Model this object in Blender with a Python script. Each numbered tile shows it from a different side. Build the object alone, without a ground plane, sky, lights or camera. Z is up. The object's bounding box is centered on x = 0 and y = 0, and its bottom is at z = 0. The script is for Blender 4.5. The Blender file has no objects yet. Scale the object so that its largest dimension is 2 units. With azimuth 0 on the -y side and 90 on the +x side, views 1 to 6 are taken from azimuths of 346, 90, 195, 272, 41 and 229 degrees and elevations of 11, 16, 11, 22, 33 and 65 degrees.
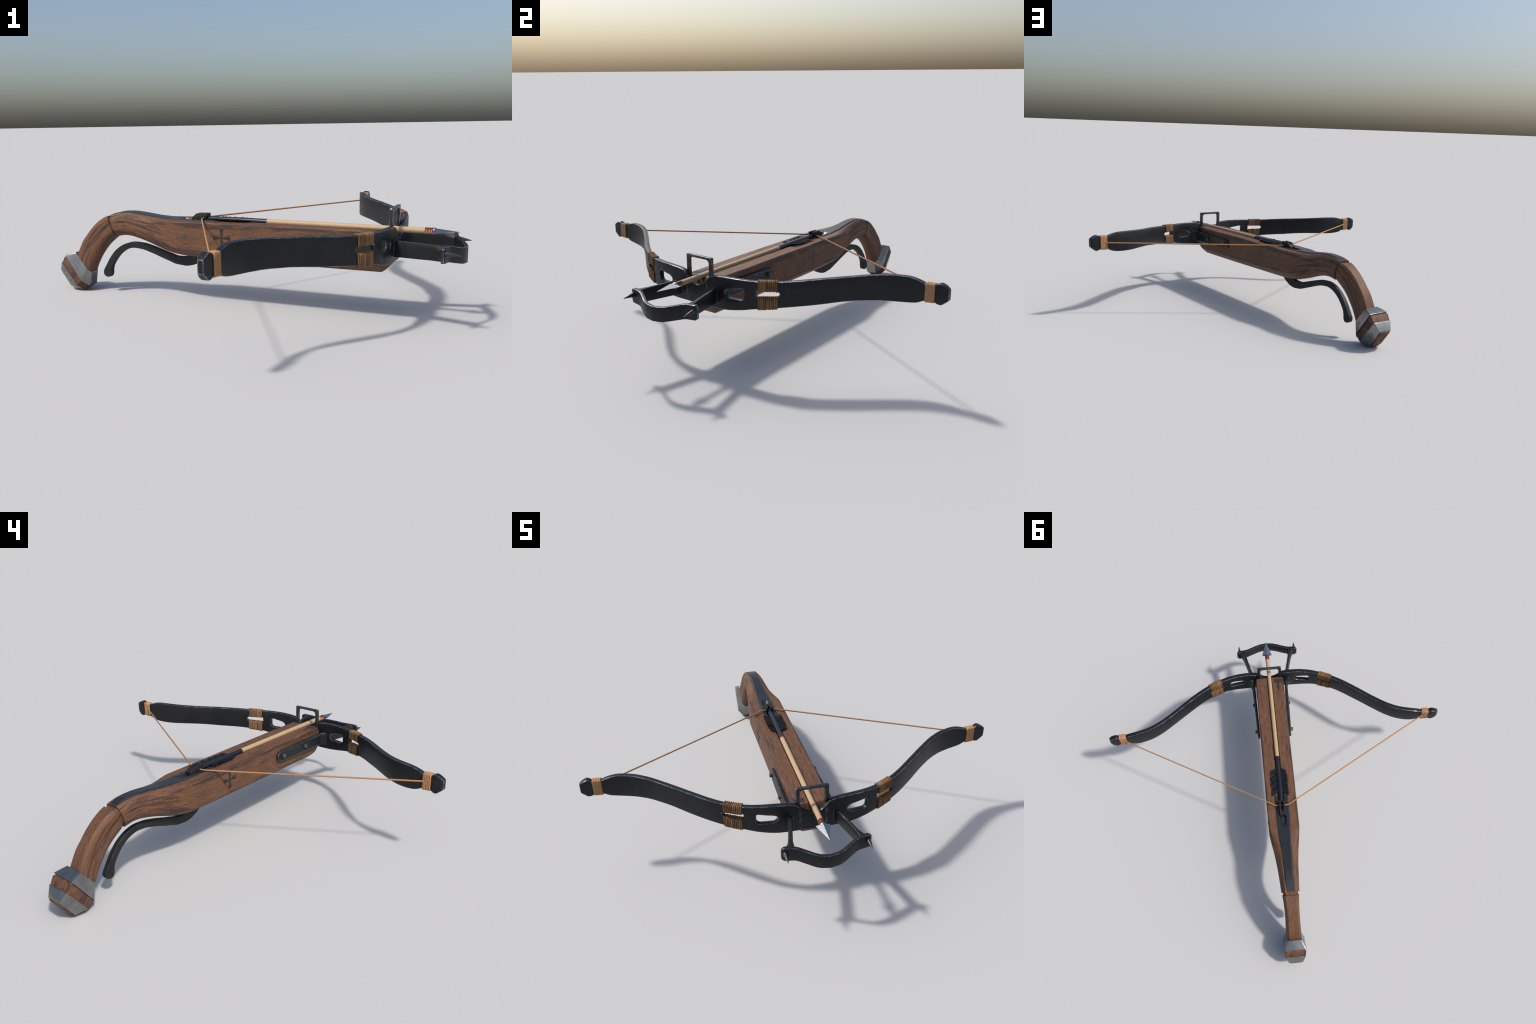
# Medieval crossbow with a bolt laid on its deck, built part by part.
# Local frame: +x forward along the stock, +y to the left limb, z up.
import bpy, bmesh, math, random
import numpy as np
from mathutils import Vector, Matrix

random.seed(7)
YAW = math.radians(-38.0)
AXIS_SHIFT = 0.1318
BOW_SHIFT = -0.0027          # the bow sits a hair off the stock's centre line
FWD = Vector((math.cos(YAW), math.sin(YAW), 0))
LEFT = Vector((-math.sin(YAW), math.cos(YAW), 0))

# ------------------------------------------------------------------ helpers
def pchip(xs, ys):
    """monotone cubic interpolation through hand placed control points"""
    xs = np.asarray(xs, float); ys = np.asarray(ys, float)
    o = np.argsort(xs); xs = xs[o]; ys = ys[o]
    h = np.diff(xs); d = np.diff(ys) / h
    m = np.zeros_like(xs)
    for i in range(1, len(xs) - 1):
        if d[i-1] * d[i] > 0:
            w1 = 2*h[i] + h[i-1]; w2 = h[i] + 2*h[i-1]
            m[i] = (w1 + w2) / (w1/d[i-1] + w2/d[i])
    m[0] = d[0]; m[-1] = d[-1]
    def f(x):
        x = min(max(float(x), xs[0]), xs[-1])
        i = min(max(int(np.searchsorted(xs, x)) - 1, 0), len(h) - 1)
        t = (x - xs[i]) / h[i]
        return float((1+2*t)*(1-t)**2*ys[i] + t*(1-t)**2*h[i]*m[i]
                     + t*t*(3-2*t)*ys[i+1] + t*t*(t-1)*h[i]*m[i+1])
    return f

def sstep(a, b, x):
    t = min(max((x - a) / (b - a), 0.0), 1.0)
    return t*t*(3 - 2*t)

def empty(name, loc, rot=YAW):
    e = bpy.data.objects.new(name, None)
    bpy.context.scene.collection.objects.link(e)
    e.location = loc; e.rotation_euler = (0, 0, rot)
    e.empty_display_size = 0.1
    return e

def finish(ob):
    """apply all modifiers so the part is plain mesh"""
    if not ob.modifiers:
        return ob
    dg = bpy.context.evaluated_depsgraph_get()
    me = bpy.data.meshes.new_from_object(ob.evaluated_get(dg), preserve_all_data_layers=True, depsgraph=dg)
    old = ob.data
    ob.modifiers.clear(); ob.data = me
    bpy.data.meshes.remove(old)
    return ob

def smooth_by_angle(me, ang):
    bm = bmesh.new(); bm.from_mesh(me)
    for f in bm.faces: f.smooth = True
    for e in bm.edges:
        e.smooth = not (len(e.link_faces) == 2 and e.calc_face_angle(0) > ang)
    bm.to_mesh(me); bm.free()

def make(name, verts, faces, mats, parent, bevel=0.0, seg=2, bevel_angle=35, edge_mat=-1, smooth=40, recalc=True):
    me = bpy.data.meshes.new(name)
    me.from_pydata([tuple(v) for v in verts], [], [tuple(f) for f in faces])
    if recalc:
        bm = bmesh.new(); bm.from_mesh(me)
        bmesh.ops.remove_doubles(bm, verts=bm.verts, dist=1e-6)
        bmesh.ops.recalc_face_normals(bm, faces=bm.faces)
        bm.to_mesh(me); bm.free()
    for m in mats: me.materials.append(m)
    ob = bpy.data.objects.new(name, me)
    bpy.context.scene.collection.objects.link(ob)
    ob.parent = parent
    if bevel > 0:
        b = ob.modifiers.new('b', 'BEVEL'); b.width = bevel; b.segments = seg
        b.limit_method = 'ANGLE'; b.angle_limit = math.radians(bevel_angle)
        b.material = edge_mat; b.use_clamp_overlap = True; b.harden_normals = False
        finish(ob)
    smooth_by_angle(ob.data, math.radians(smooth))
    return ob

def loft(rings, cap=True, closed=True):
    n = len(rings[0]); v = [p for r in rings for p in r]; f = []
    for i in range(len(rings) - 1):
        for j in range(n if closed else n - 1):
            k = (j + 1) % n
            f.append((i*n+j, i*n+k, (i+1)*n+k, (i+1)*n+j))
    if cap:
        f.append(tuple(range(n))[::-1])
        f.append(tuple((len(rings)-1)*n + j for j in range(n)))
    return v, f

def prism(profile, lo, hi, axis='y'):
    """extrude a closed 2D profile; axis y: profile is (x,z); x: (y,z); z: (x,y)"""
    def put(p, c):
        return {'y': (p[0], c, p[1]), 'x': (c, p[0], p[1]), 'z': (p[0], p[1], c)}[axis]
    return loft([[put(p, lo) for p in profile], [put(p, hi) for p in profile]])

def tube(points, radius, n=10):
    """round rod along a polyline; radius may be a list"""
    pts = [Vector(p) for p in points]; rings = []
    for i, p in enumerate(pts):
        a = pts[max(i-1, 0)]; b = pts[min(i+1, len(pts)-1)]
        t = (b - a).normalized()
        s = t.cross(Vector((0, 0, 1)))
        if s.length < 1e-3: s = t.cross(Vector((0, 1, 0)))
        s.normalize(); u = s.cross(t)
        r = radius[i] if isinstance(radius, (list, tuple)) else radius
        rings.append([p + (s*math.cos(2*math.pi*k/n) + u*math.sin(2*math.pi*k/n))*r for k in range(n)])
    return loft(rings)

def disc(center, direction, r, h, n=20, dome=0.0):
    """short round peg along direction"""
    c = Vector(center); d = Vector(direction).normalized()
    s = d.cross(Vector((0.3, 0.2, 1))).normalized(); u = s.cross(d)
    ring = lambda rr, hh: [c + d*hh + (s*math.cos(2*math.pi*k/n) + u*math.sin(2*math.pi*k/n))*rr for k in range(n)]
    return loft([ring(r, -h), ring(r, h*0.75), ring(r*0.93, h*1.0), ring(r*0.4, h*1.0 + dome)])

def mirror(verts):
    return [(v[0], -v[1], v[2]) for v in verts]

# ------------------------------------------------------------------ node kit
class Mat:
    def __init__(self, name):
        self.m = bpy.data.materials.new(name); self.m.use_nodes = True
        self.nt = self.m.node_tree
        self.bsdf = self.nt.nodes['Principled BSDF']
        self.tc = self.nt.nodes.new('ShaderNodeTexCoord')
    def n(self, t, **kw):
        nd = self.nt.nodes.new(t)
        for k, v in kw.items(): setattr(nd, k, v)
        return nd
    def link(self, a, b): self.nt.links.new(a, b)
    def put(self, sock, v):
        if hasattr(v, 'is_output'): self.link(v, sock)
        else: sock.default_value = v
    def obj(self): return self.tc.outputs['Object']
    def math(self, op, a, b=0.0, c=0.0, clamp=False):
        nd = self.n('ShaderNodeMath', operation=op, use_clamp=clamp)
        self.put(nd.inputs[0], a); self.put(nd.inputs[1], b); self.put(nd.inputs[2], c)
        return nd.outputs[0]
    def mapping(self, vec, scale=(1, 1, 1), loc=(0, 0, 0), rot=(0, 0, 0)):
        nd = self.n('ShaderNodeMapping'); self.link(vec, nd.inputs[0])
        nd.inputs['Scale'].default_value = scale; nd.inputs['Location'].default_value = loc
        nd.inputs['Rotation'].default_value = rot
        return nd.outputs[0]
    def noise(self, vec, scale, detail=3.0, rough=0.55, dist=0.0):
        nd = self.n('ShaderNodeTexNoise'); self.link(vec, nd.inputs['Vector'])
        nd.inputs['Scale'].default_value = scale; nd.inputs['Detail'].default_value = detail
        nd.inputs['Roughness'].default_value = rough; nd.inputs['Distortion'].default_value = dist
        return nd.outputs['Fac']
    def voronoi(self, vec, scale, feature='F1', out='Distance'):
        nd = self.n('ShaderNodeTexVoronoi', feature=feature); self.link(vec, nd.inputs['Vector'])
        nd.inputs['Scale'].default_value = scale
        return nd.outputs[out]
    def ramp(self, fac, stops):
        nd = self.n('ShaderNodeValToRGB'); self.put(nd.inputs[0], fac)
        el = nd.color_ramp.elements
        while len(el) < len(stops): el.new(0.5)
        for e, (p, c) in zip(el, stops):
            e.position = p; e.color = (*c, 1) if len(c) == 3 else c
        return nd.outputs[0]
    def band(self, v, a, b):
        nd = self.n('ShaderNodeMapRange', interpolation_type='SMOOTHSTEP')
        self.put(nd.inputs['Value'], v); nd.inputs['From Min'].default_value = a
        nd.inputs['From Max'].default_value = b
        return nd.outputs[0]
    def mix(self, fac, a, b):
        nd = self.n('ShaderNodeMix', data_type='RGBA')
        self.put(nd.inputs[0], fac)
        for s, v in ((nd.inputs[6], a), (nd.inputs[7], b)):
            if isinstance(v, tuple): s.default_value = (*v, 1)
            else: self.link(v, s)
        return nd.outputs[2]
    def fmix(self, fac, a, b):
        nd = self.n('ShaderNodeMix', data_type='FLOAT')
        self.put(nd.inputs[0], fac); self.put(nd.inputs[2], a); self.put(nd.inputs[3], b)
        return nd.outputs[0]
    def bump(self, h, strength, dist=0.002):
        nd = self.n('ShaderNodeBump'); self.link(h, nd.inputs['Height'])
        nd.inputs['Strength'].default_value = strength; nd.inputs['Distance'].default_value = dist
        self.link(nd.outputs[0], self.bsdf.inputs['Normal'])
    def curve(self, v, lo, hi, pts, ylo, yhi):
        """float curve of v over [lo,hi] through pts, output in [ylo,yhi]"""
        mr = self.n('ShaderNodeMapRange'); self.put(mr.inputs['Value'], v)
        mr.inputs['From Min'].default_value = lo; mr.inputs['From Max'].default_value = hi
        fc = self.n('ShaderNodeFloatCurve'); self.link(mr.outputs[0], fc.inputs['Value'])
        c = fc.mapping.curves[0]
        q = [((x-lo)/(hi-lo), (y-ylo)/(yhi-ylo)) for x, y in sorted(pts)]
        while len(c.points) < len(q): c.points.new(0.5, 0.5)
        for p, (x, y) in zip(c.points, q): p.location = (x, y)
        fc.mapping.update()
        return self.math('MULTIPLY_ADD', fc.outputs[0], yhi - ylo, ylo)
    def set(self, color=None, rough=None, metal=None, spec=None):
        for k, v in (('Base Color', color), ('Roughness', rough), ('Metallic', metal), ('Specular IOR Level', spec)):
            if v is None: continue
            s = self.bsdf.inputs[k]
            if isinstance(v, tuple): s.default_value = (*v, 1)
            else: self.put(s, v)
        return self.m

# ------------------------------------------------------------------ profiles of the stock (x, z)
TOP = [(-0.955, 0.459), (-0.92, 0.4685), (-0.87, 0.478), (-0.82, 0.480), (-0.76, 0.4755), (-0.70, 0.468), (-0.64, 0.4605),
       (-0.57, 0.4560), (-0.48, 0.4550), (-0.36, 0.4555), (0.0, 0.456), (0.648, 0.4545), (0.660, 0.443), (0.69, 0.392)]
BOT = [(-0.955, 0.339), (-0.925, 0.344), (-0.87, 0.351), (-0.83, 0.349), (-0.78, 0.340), (-0.72, 0.324), (-0.64, 0.297), (-0.57, 0.276),
       (-0.50, 0.264), (-0.43, 0.2585), (-0.10, 0.2535), (0.30, 0.2500), (0.612, 0.2490), (0.630, 0.2580), (0.69, 0.326)]
WID = [(-0.955, 0.0545), (-0.86, 0.061), (-0.77, 0.068), (-0.68, 0.077), (-0.61, 0.088), (-0.55, 0.097),
       (-0.50, 0.1020), (0.0, 0.1020), (0.60, 0.1005), (0.69, 0.096)]
top_z, bot_z, half_w = pchip(*zip(*TOP)), pchip(*zip(*BOT)), pchip(*zip(*WID))

# carved flutes on the flanks of the rear stock: (x start, x end, t at start, t at end, depth)
FLUTES = [(-0.93, -0.60, 0.80, 0.72, 0.0028), (-0.92, -0.56, 0.58, 0.50, 0.0038), (-0.80, -0.50, 0.34, 0.26, 0.0022)]

# ------------------------------------------------------------------ materials
def wood_material(name, kind):
    M = Mat(name)
    sep = M.n('ShaderNodeSeparateXYZ'); M.link(M.obj(), sep.inputs[0])
    X, Y, Z = sep.outputs
    flute = None
    if kind == 'stock':
        tz = M.curve(X, -0.96, 0.70, TOP, 0.2, 0.6)
        bz = M.curve(X, -0.96, 0.70, BOT, 0.2, 0.6)
        T = M.math('DIVIDE', M.math('SUBTRACT', Z, bz), M.math('SUBTRACT', tz, bz))
        S = X
    elif kind == 'grip':
        # polar grain round the curve of the grip
        cx, cz = GRIP_C
        dx = M.math('SUBTRACT', X, cx); dz = M.math('SUBTRACT', Z, cz)
        R = M.math('SQRT', M.math('ADD', M.math('MULTIPLY', dx, dx), M.math('MULTIPLY', dz, dz)))
        T = M.math('DIVIDE', M.math('SUBTRACT', R, GRIP_R0), 0.115)
        S = M.math('MULTIPLY', M.math('ARCTAN2', dz, dx), 0.42)
    else:
        # pommel: grain runs along its axis
        S = M.math('MULTIPLY', M.math('ADD', M.math('MULTIPLY', X, -0.79), M.math('MULTIPLY', Z, -0.62)), 1.6)
        T = M.math('MULTIPLY', M.math('ADD', M.math('MULTIPLY', X, 0.62), M.math('MULTIPLY', Z, -0.79)), 2.6)
    comb = M.n('ShaderNodeCombineXYZ')
    M.link(S, comb.inputs[0]); M.link(Y, comb.inputs[1])
    M.link(M.math('MULTIPLY', T, 0.19), comb.inputs[2])
    G = comb.outputs[0]
    # grain at three scales, stretched along the stock
    fine = M.noise(M.mapping(G, (18, 95, 95)), 6.0, 5, 0.72)
    mid = M.noise(M.mapping(G, (4, 26, 26)), 5.0, 5, 0.6)
    blot = M.noise(M.mapping(G, (2.0, 9, 9)), 3.2, 4, 0.6)
    rag = M.noise(M.mapping(G, (26, 90, 90)), 3.0, 4, 0.7)
    col = M.ramp(fine, [(0.36, (0.038, 0.0190, 0.0118)), (0.5, (0.118, 0.0525, 0.0250)), (0.66, (0.295, 0.129, 0.0545))])
    col2 = M.ramp(mid, [(0.34, (0.048, 0.0250, 0.0155)), (0.52, (0.108, 0.0490, 0.0245)), (0.70, (0.200, 0.088, 0.0385))])
    col = M.mix(0.5, col, col2)
    dark = M.ramp(fine, [(0.3, (0.026, 0.0165, 0.0145)), (0.7, (0.056, 0.031, 0.025))])
    # dark stain: streaks along the grain with ragged rims, denser on the long edges
    warp = M.math('MULTIPLY_ADD', M.math('SUBTRACT', rag, 0.5), 0.55, 0.0)
    streak = M.math('ADD', M.noise(M.mapping(G, (1.6, 12, 17)), 4.2, 2, 0.5), warp)
    absY = M.math('ABSOLUTE', Y)
    if kind == 'stock':
        hw = M.curve(X, -0.96, 0.70, WID, 0.0, 0.2)
        edge_t = M.band(M.math('ABSOLUTE', M.math('SUBTRACT', T, 0.93)), 0.13, 0.0)
        edge_b = M.band(M.math('ABSOLUTE', M.math('SUBTRACT', T, 0.12)), 0.22, 0.0)
        onside = M.band(M.math('SUBTRACT', hw, absY), 0.016, 0.004)
        edge = M.math('MULTIPLY', M.math('MAXIMUM', edge_t, edge_b), onside)
        rear = M.band(X, -0.45, -0.68)
        flute = None
        for (x0, x1, t0, t1, dep) in FLUTES:
            tl = M.math('MULTIPLY_ADD', X, (t1 - t0)/(x1 - x0), t0 - x0*(t1 - t0)/(x1 - x0))
            f = M.band(M.math('ABSOLUTE', M.math('SUBTRACT', T, tl)), 0.085, 0.01)
            f = M.math('MULTIPLY', f, M.math('MULTIPLY', M.band(X, x0 - 0.01, x0 + 0.03), M.band(X, x1 + 0.02, x1 - 0.05)))
            flute = f if flute is None else M.math('MAXIMUM', flute, f)
        bias = M.math('ADD', M.math('MULTIPLY', edge, 0.24), M.math('MULTIPLY', flute, 0.17))
        bias = M.math('ADD', bias, M.math('MULTIPLY', rear, 0.03))
        v = M.math('ADD', streak, bias)
        # top face: stain creeps in from the rim and from the bolt groove
        rim = M.math('MULTIPLY', M.math('MAXIMUM', M.band(M.math('SUBTRACT', hw, absY), 0.022, 0.006), M.band(absY, 0.034, 0.022)), M.band(T, 0.975, 0.99))
        v = M.math('ADD', v, M.math('MULTIPLY', rim, 0.12))
        stain = M.band(v, 0.625, 0.680)
    elif kind == 'grip':
        e1 = M.band(M.math('ABSOLUTE', M.math('SUBTRACT', T, 0.60)), 0.13, 0.0)
        e2 = M.band(M.math('ABSOLUTE', M.math('SUBTRACT', T, 0.12)), 0.2, 0.0)
        e3 = M.band(M.math('ABSOLUTE', M.math('SUBTRACT', T, 0.85)), 0.10, 0.0)
        e = M.math('MULTIPLY', M.math('MAXIMUM', M.math('MAXIMUM', e1, e2), e3), M.band(absY, 0.030, 0.040))
        v = M.math('ADD', streak, M.math('MULTIPLY', e, 0.23))
        stain = M.band(v, 0.635, 0.695)
    else:
        stain = M.band(M.math('ADD', streak, M.math('MULTIPLY', M.math('SUBTRACT', blot, 0.5), 0.5)), 0.47, 0.53)
    col = M.mix(M.math('MULTIPLY', stain, 0.9), col, dark)
    # broad soft soot blotches of the deck
    sb = M.band(M.math('ADD', blot, M.math('MULTIPLY', warp, 0.35)), 0.50, 0.66)
    col = M.mix(M.math('MULTIPLY', sb, 0.45), col, (0.055, 0.033, 0.025))
    ro = M.math('MULTIPLY_ADD', fine, 0.25, 0.50)
    M.bump(M.math('ADD', M.math('MULTIPLY', fine, 0.6), M.math('MULTIPLY', stain, -0.5)), 0.35, 0.0015)
    return M.set(color=col, rough=ro, spec=0.35)

def iron_material(name, base=(0.0072, 0.0078, 0.0090), wear=1.0, rough=0.44, tint=(0.20, 0.235, 0.31), solid=False, spec=0.27):
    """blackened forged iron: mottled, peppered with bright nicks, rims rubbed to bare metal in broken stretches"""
    M = Mat(name)
    big = M.noise(M.obj(), 9.0, 4, 0.6)
    grain = M.noise(M.obj(), 150.0, 5, 0.75)
    mott = M.noise(M.obj(), 45.0, 4, 0.7)
    col = M.mix(M.band(big, 0.35, 0.7), base, tuple(c*1.5 for c in base))
    col = M.mix(M.math('MULTIPLY', M.band(mott, 0.50, 0.72), 0.6), col, tuple(c*2.1 for c in base))
    dots = M.voronoi(M.obj(), 75.0)
    sp = M.math('MULTIPLY', M.band(dots, 0.075, 0.04), M.band(M.noise(M.obj(), 17.0, 2), 0.52, 0.60))
    met = M.math('MULTIPLY', sp, 0.5)
    col = M.mix(M.math('MULTIPLY', sp, 0.85), col, (0.20, 0.21, 0.22))
    # rim mask: where the rounded normal leaves the true one
    bev = M.n('ShaderNodeBevel'); bev.samples = 6; bev.inputs['Radius'].default_value = 0.0045
    geo = M.n('ShaderNodeNewGeometry')
    dot = M.n('ShaderNodeVectorMath', operation='DOT_PRODUCT')
    M.link(bev.outputs[0], dot.inputs[0]); M.link(geo.outputs['Normal'], dot.inputs[1])
    rim = M.band(M.math('SUBTRACT', 1.0, dot.outputs['Value']), 0.015, 0.11)
    brk = M.math('ADD', M.math('MULTIPLY', grain, 0.75), M.math('MULTIPLY', M.noise(M.mapping(M.obj(), (1, 1, 1.5)), 26.0, 3), 0.5))
    lo = 0.66 - 0.05*wear
    w = M.band(brk, lo, lo + 0.09)
    if not solid: w = M.math('MULTIPLY', rim, w)
    w = M.math('MULTIPLY', w, min(wear, 1.0))
    col = M.mix(w, col, tint)
    met = M.math('MAXIMUM', met, M.math('MULTIPLY', w, 0.8))
    ro = M.math('MULTIPLY_ADD', grain, 0.26, rough - 0.12)
    ro = M.fmix(w, ro, 0.30)
    M.bump(M.math('ADD', grain, M.math('MULTIPLY', mott, 0.8)), 0.16, 0.001)
    return M.set(color=col, rough=ro, metal=met, spec=spec)

def plain_material(name, c0, c1, scale=30, rough=0.5, metal=0.0, stretch=(1, 1, 1), spec=0.5, bump=0.15):
    M = Mat(name)
    f = M.noise(M.mapping(M.obj(), stretch), scale, 4, 0.65)
    M.bump(f, bump, 0.001)
    return M.set(color=M.ramp(f, [(0.3, c0), (0.7, c1)]), rough=rough, metal=metal, spec=spec)

def cord_material(name, c0, c1, groove, vary=0.0):
    """twisted fibre: fine diagonal strands over a blotchy base"""
    M = Mat(name)
    w = M.noise(M.mapping(M.obj(), (60, 60, 160), rot=(0.5, 0.6, 0.3)), 4.0, 4, 0.7)
    b = M.noise(M.obj(), 28.0, 3, 0.6)
    col = M.ramp(w, [(0.3, c0), (0.72, c1)])
    col = M.mix(M.band(b, 0.52, 0.7), col, groove)
    info = M.n('ShaderNodeObjectInfo')
    col = M.mix(M.math('MULTIPLY', info.outputs['Random'], vary), col, tuple(c*0.45 for c in c0))
    M.bump(w, 0.5, 0.0015)
    return M.set(color=col, rough=0.85, spec=0.2)

def steel_material(name):
    M = Mat(name)
    a = M.noise(M.obj(), 14.0, 4, 0.6); g = M.noise(M.obj(), 180.0, 3, 0.7)
    col = M.ramp(a, [(0.3, (0.165, 0.17, 0.174)), (0.7, (0.255, 0.26, 0.262))])
    rust = M.math('MULTIPLY', M.band(a, 0.60, 0.72), 0.25)
    col = M.mix(rust, col, (0.19, 0.18, 0.155))
    scr = M.band(M.noise(M.mapping(M.obj(), (30, 30, 240), rot=(0.4, 0.7, 0.2)), 3.0, 3), 0.68, 0.75)
    col = M.mix(M.math('MULTIPLY', scr, 0.35), col, (0.42, 0.43, 0.44))
    M.bump(M.math('ADD', M.math('MULTIPLY', g, 0.6), a), 0.09, 0.002)
    return M.set(color=col, rough=M.math('MULTIPLY_ADD', a, 0.22, 0.11), metal=0.88)

# geometry constants needed by the grip grain: arc centre and inner radius
GRIP_C = (-0.70, 0.02)
GRIP_R0 = 0.40

wood = wood_material('stained_walnut', 'stock')
wood_grip = wood_material('stained_walnut_grip', 'grip')
wood_pommel = wood_material('stained_walnut_pommel', 'pommel')
iron = iron_material('blackened_iron')
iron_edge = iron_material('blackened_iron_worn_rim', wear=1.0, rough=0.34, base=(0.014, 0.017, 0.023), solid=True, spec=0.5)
iron_dull = iron_material('dull_black_iron', base=(0.0100, 0.0105, 0.0110), wear=0.35, rough=0.55)
plate_iron = iron_material('blued_plate_iron', base=(0.012, 0.014, 0.0175), wear=0.6, rough=0.34, spec=0.45)
sight_iron = iron_material('scuffed_sight_iron', base=(0.017, 0.016, 0.016), wear=1.2, rough=0.33, spec=0.45, tint=(0.16, 0.17, 0.20))
steel = steel_material('pommel_steel')
bolt_iron = plain_material('grey_bolt_iron', (0.055, 0.052, 0.045), (0.085, 0.08, 0.07), 60, 0.6, 0.2)
cord_light = cord_material('pale_hemp_cord', (0.30, 0.155, 0.070), (0.50, 0.285, 0.135), (0.33, 0.17, 0.08), 0.2)
cord_dark = cord_material('dark_hemp_rope', (0.105, 0.055, 0.026), (0.37, 0.205, 0.098), (0.16, 0.088, 0.044), 0.55)
string_mat = cord_material('bowstring_hemp', (0.26, 0.135, 0.065), (0.44, 0.235, 0.11), (0.30, 0.155, 0.075))
ink = plain_material('dark_stamp_ink', (0.018, 0.0178, 0.0175), (0.028, 0.0275, 0.0265), 80, 0.7, 0.0, spec=0.25)
ink_paler = plain_material('paler_stamp_ink', (0.046, 0.043, 0.039), (0.062, 0.057, 0.051), 80, 0.6, 0.0, spec=0.3)
stain_mat = plain_material('faded_stain', (0.060, 0.036, 0.027), (0.085, 0.045, 0.033), 90, 0.7, 0.0, spec=0.2)
ash = plain_material('pale_ash_wood', (0.30, 0.208, 0.117), (0.475, 0.345, 0.205), 14, 0.55, 0.0, (3, 60, 60), 0.35)
black_lacquer = plain_material('black_lacquer', (0.008, 0.009, 0.012), (0.014, 0.016, 0.022), 60, 0.22, 0.0, (1, 8, 8))
red_thread = plain_material('red_thread', (0.075, 0.008, 0.009), (0.145, 0.017, 0.016), 90, 0.5)
tan_thread = plain_material('tan_thread', (0.40, 0.22, 0.09), (0.55, 0.33, 0.15), 90, 0.6)
feather_mat = plain_material('black_feather', (0.006, 0.0075, 0.011), (0.012, 0.015, 0.022), 70, 0.8, 0.0, (1, 10, 1), spec=0.12)
head_steel = plain_material('arrowhead_steel', (0.17, 0.185, 0.205), (0.40, 0.42, 0.45), 26, 0.36, 0.95, (3, 12, 12))

# ------------------------------------------------------------------ the crossbow root
crossbow = empty('crossbow', LEFT * AXIS_SHIFT)
crossbow['label'] = 'medieval crossbow with walnut stock, black iron bow and steel pommel'
crossbow['category'] = 'crossbow'

# ------------------------------------------------------------------ stock
def stock_section(x, tilt):
    """closed ring: deck groove, top chamfer, fluted flank, chamfered belly with a flat keel"""
    tz, bz, w = top_z(x), bot_z(x), half_w(x)
    rear = sstep(-0.49, -0.74, x)
    flat = pw(x) + 0.008                     # flat beside the top plate
    ctx = 0.0065*(1 - rear) + (w - flat)*rear
    ctz = 0.0065*(1 - rear) + 0.032*rear
    kw = 0.045 - 0.013*rear                  # keel half width
    chz = 0.047*(1 - rear) + 0.044*rear
    chz = min(chz, (tz - bz)*0.4)
    gd = 0.013 * sstep(-0.335, -0.325, x) + 0.022*(1 - sstep(-0.335, -0.325, x))*sstep(-0.55, -0.545, x); gw = 0.0185
    if x < -0.33: gw = 0.025
    half = [(0.0, tz - gd), (gw*0.7, tz - gd), (gw, tz - gd*0.55), (gw + 0.0006, tz), ((gw + w - ctx)/2, tz), (w - ctx, tz)]
    for k in (0.33, 0.66):
        half.append((w - ctx*(1 - k) + 0.0015*rear, tz - ctz*k + 0.0015*rear))
    half.append((w, tz - ctz))
    n = 18
    for i in range(1, n):
        t = i / n
        z = (tz - ctz) + (bz + chz - tz + ctz) * t
        tt = (z - bz) / (tz - bz)
        half.append((w + 0.002*rear*math.sin(math.pi*t), z))
    half.append((w, bz + chz))
    for k in (0.12, 0.37, 0.63, 0.88):
        b = 0.0025 + 0.004*rear
        half.append((w - (w - kw)*k + b*math.sin(math.pi*k), bz + chz*(1 - k) - b*0.3*math.sin(math.pi*k)))
    half += [(kw, bz), (kw*0.5, bz), (0.0, bz)]
    # carve the flutes and a slight hand-worked unevenness
    out = []
    for y, z in half:
        tt = (z - bz) / (tz - bz); d = 0.0
        if y > 0.8*w and tt < 0.96:
            for (x0, x1, t0, t1, dep) in FLUTES:
                tl = t0 + (t1 - t0) * (x - x0) / (x1 - x0)
                win = sstep(x0 - 0.01, x0 + 0.04, x) * (1 - sstep(x1 - 0.06, x1 + 0.01, x))
                d += dep * win * math.exp(-((tt - tl) / 0.055) ** 2)
            d += 0.0006 * math.sin(x*31 + tt*9) * math.sin(tt*13 + x*17) * rear
        out.append((y - d, z))
    half = out
    pts = []
    zc = (tz + bz) / 2
    for y, z in half:
        pts.append((x + tilt*(z - zc), y, z))
    for y, z in half[-2:0:-1]:
        pts.append((x + tilt*(z - zc), -y, z))
    return pts

# half width of the blued plate let into the top
pw = pchip([-0.952, -0.85, -0.72, -0.56, -0.45, -0.25], [0.0255, 0.0275, 0.030, 0.0395, 0.0455, 0.0465])
xs = sorted(set([round(v, 4) for v in list(np.linspace(-0.935, -0.40, 90)) + list(np.linspace(-0.40, 0.56, 60))
                 + list(np.linspace(0.56, 0.688, 34))] + [-0.335, -0.325, -0.55, -0.545, 0.612, 0.622, 0.632]))
rings = []
for x in xs:
    tilt = -0.30 * sstep(-0.75, -0.93, x)
    rings.append(stock_section(x, tilt))
v, f = loft(rings)
stock = make('stock', v, f, [wood], crossbow, smooth=38)

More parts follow.
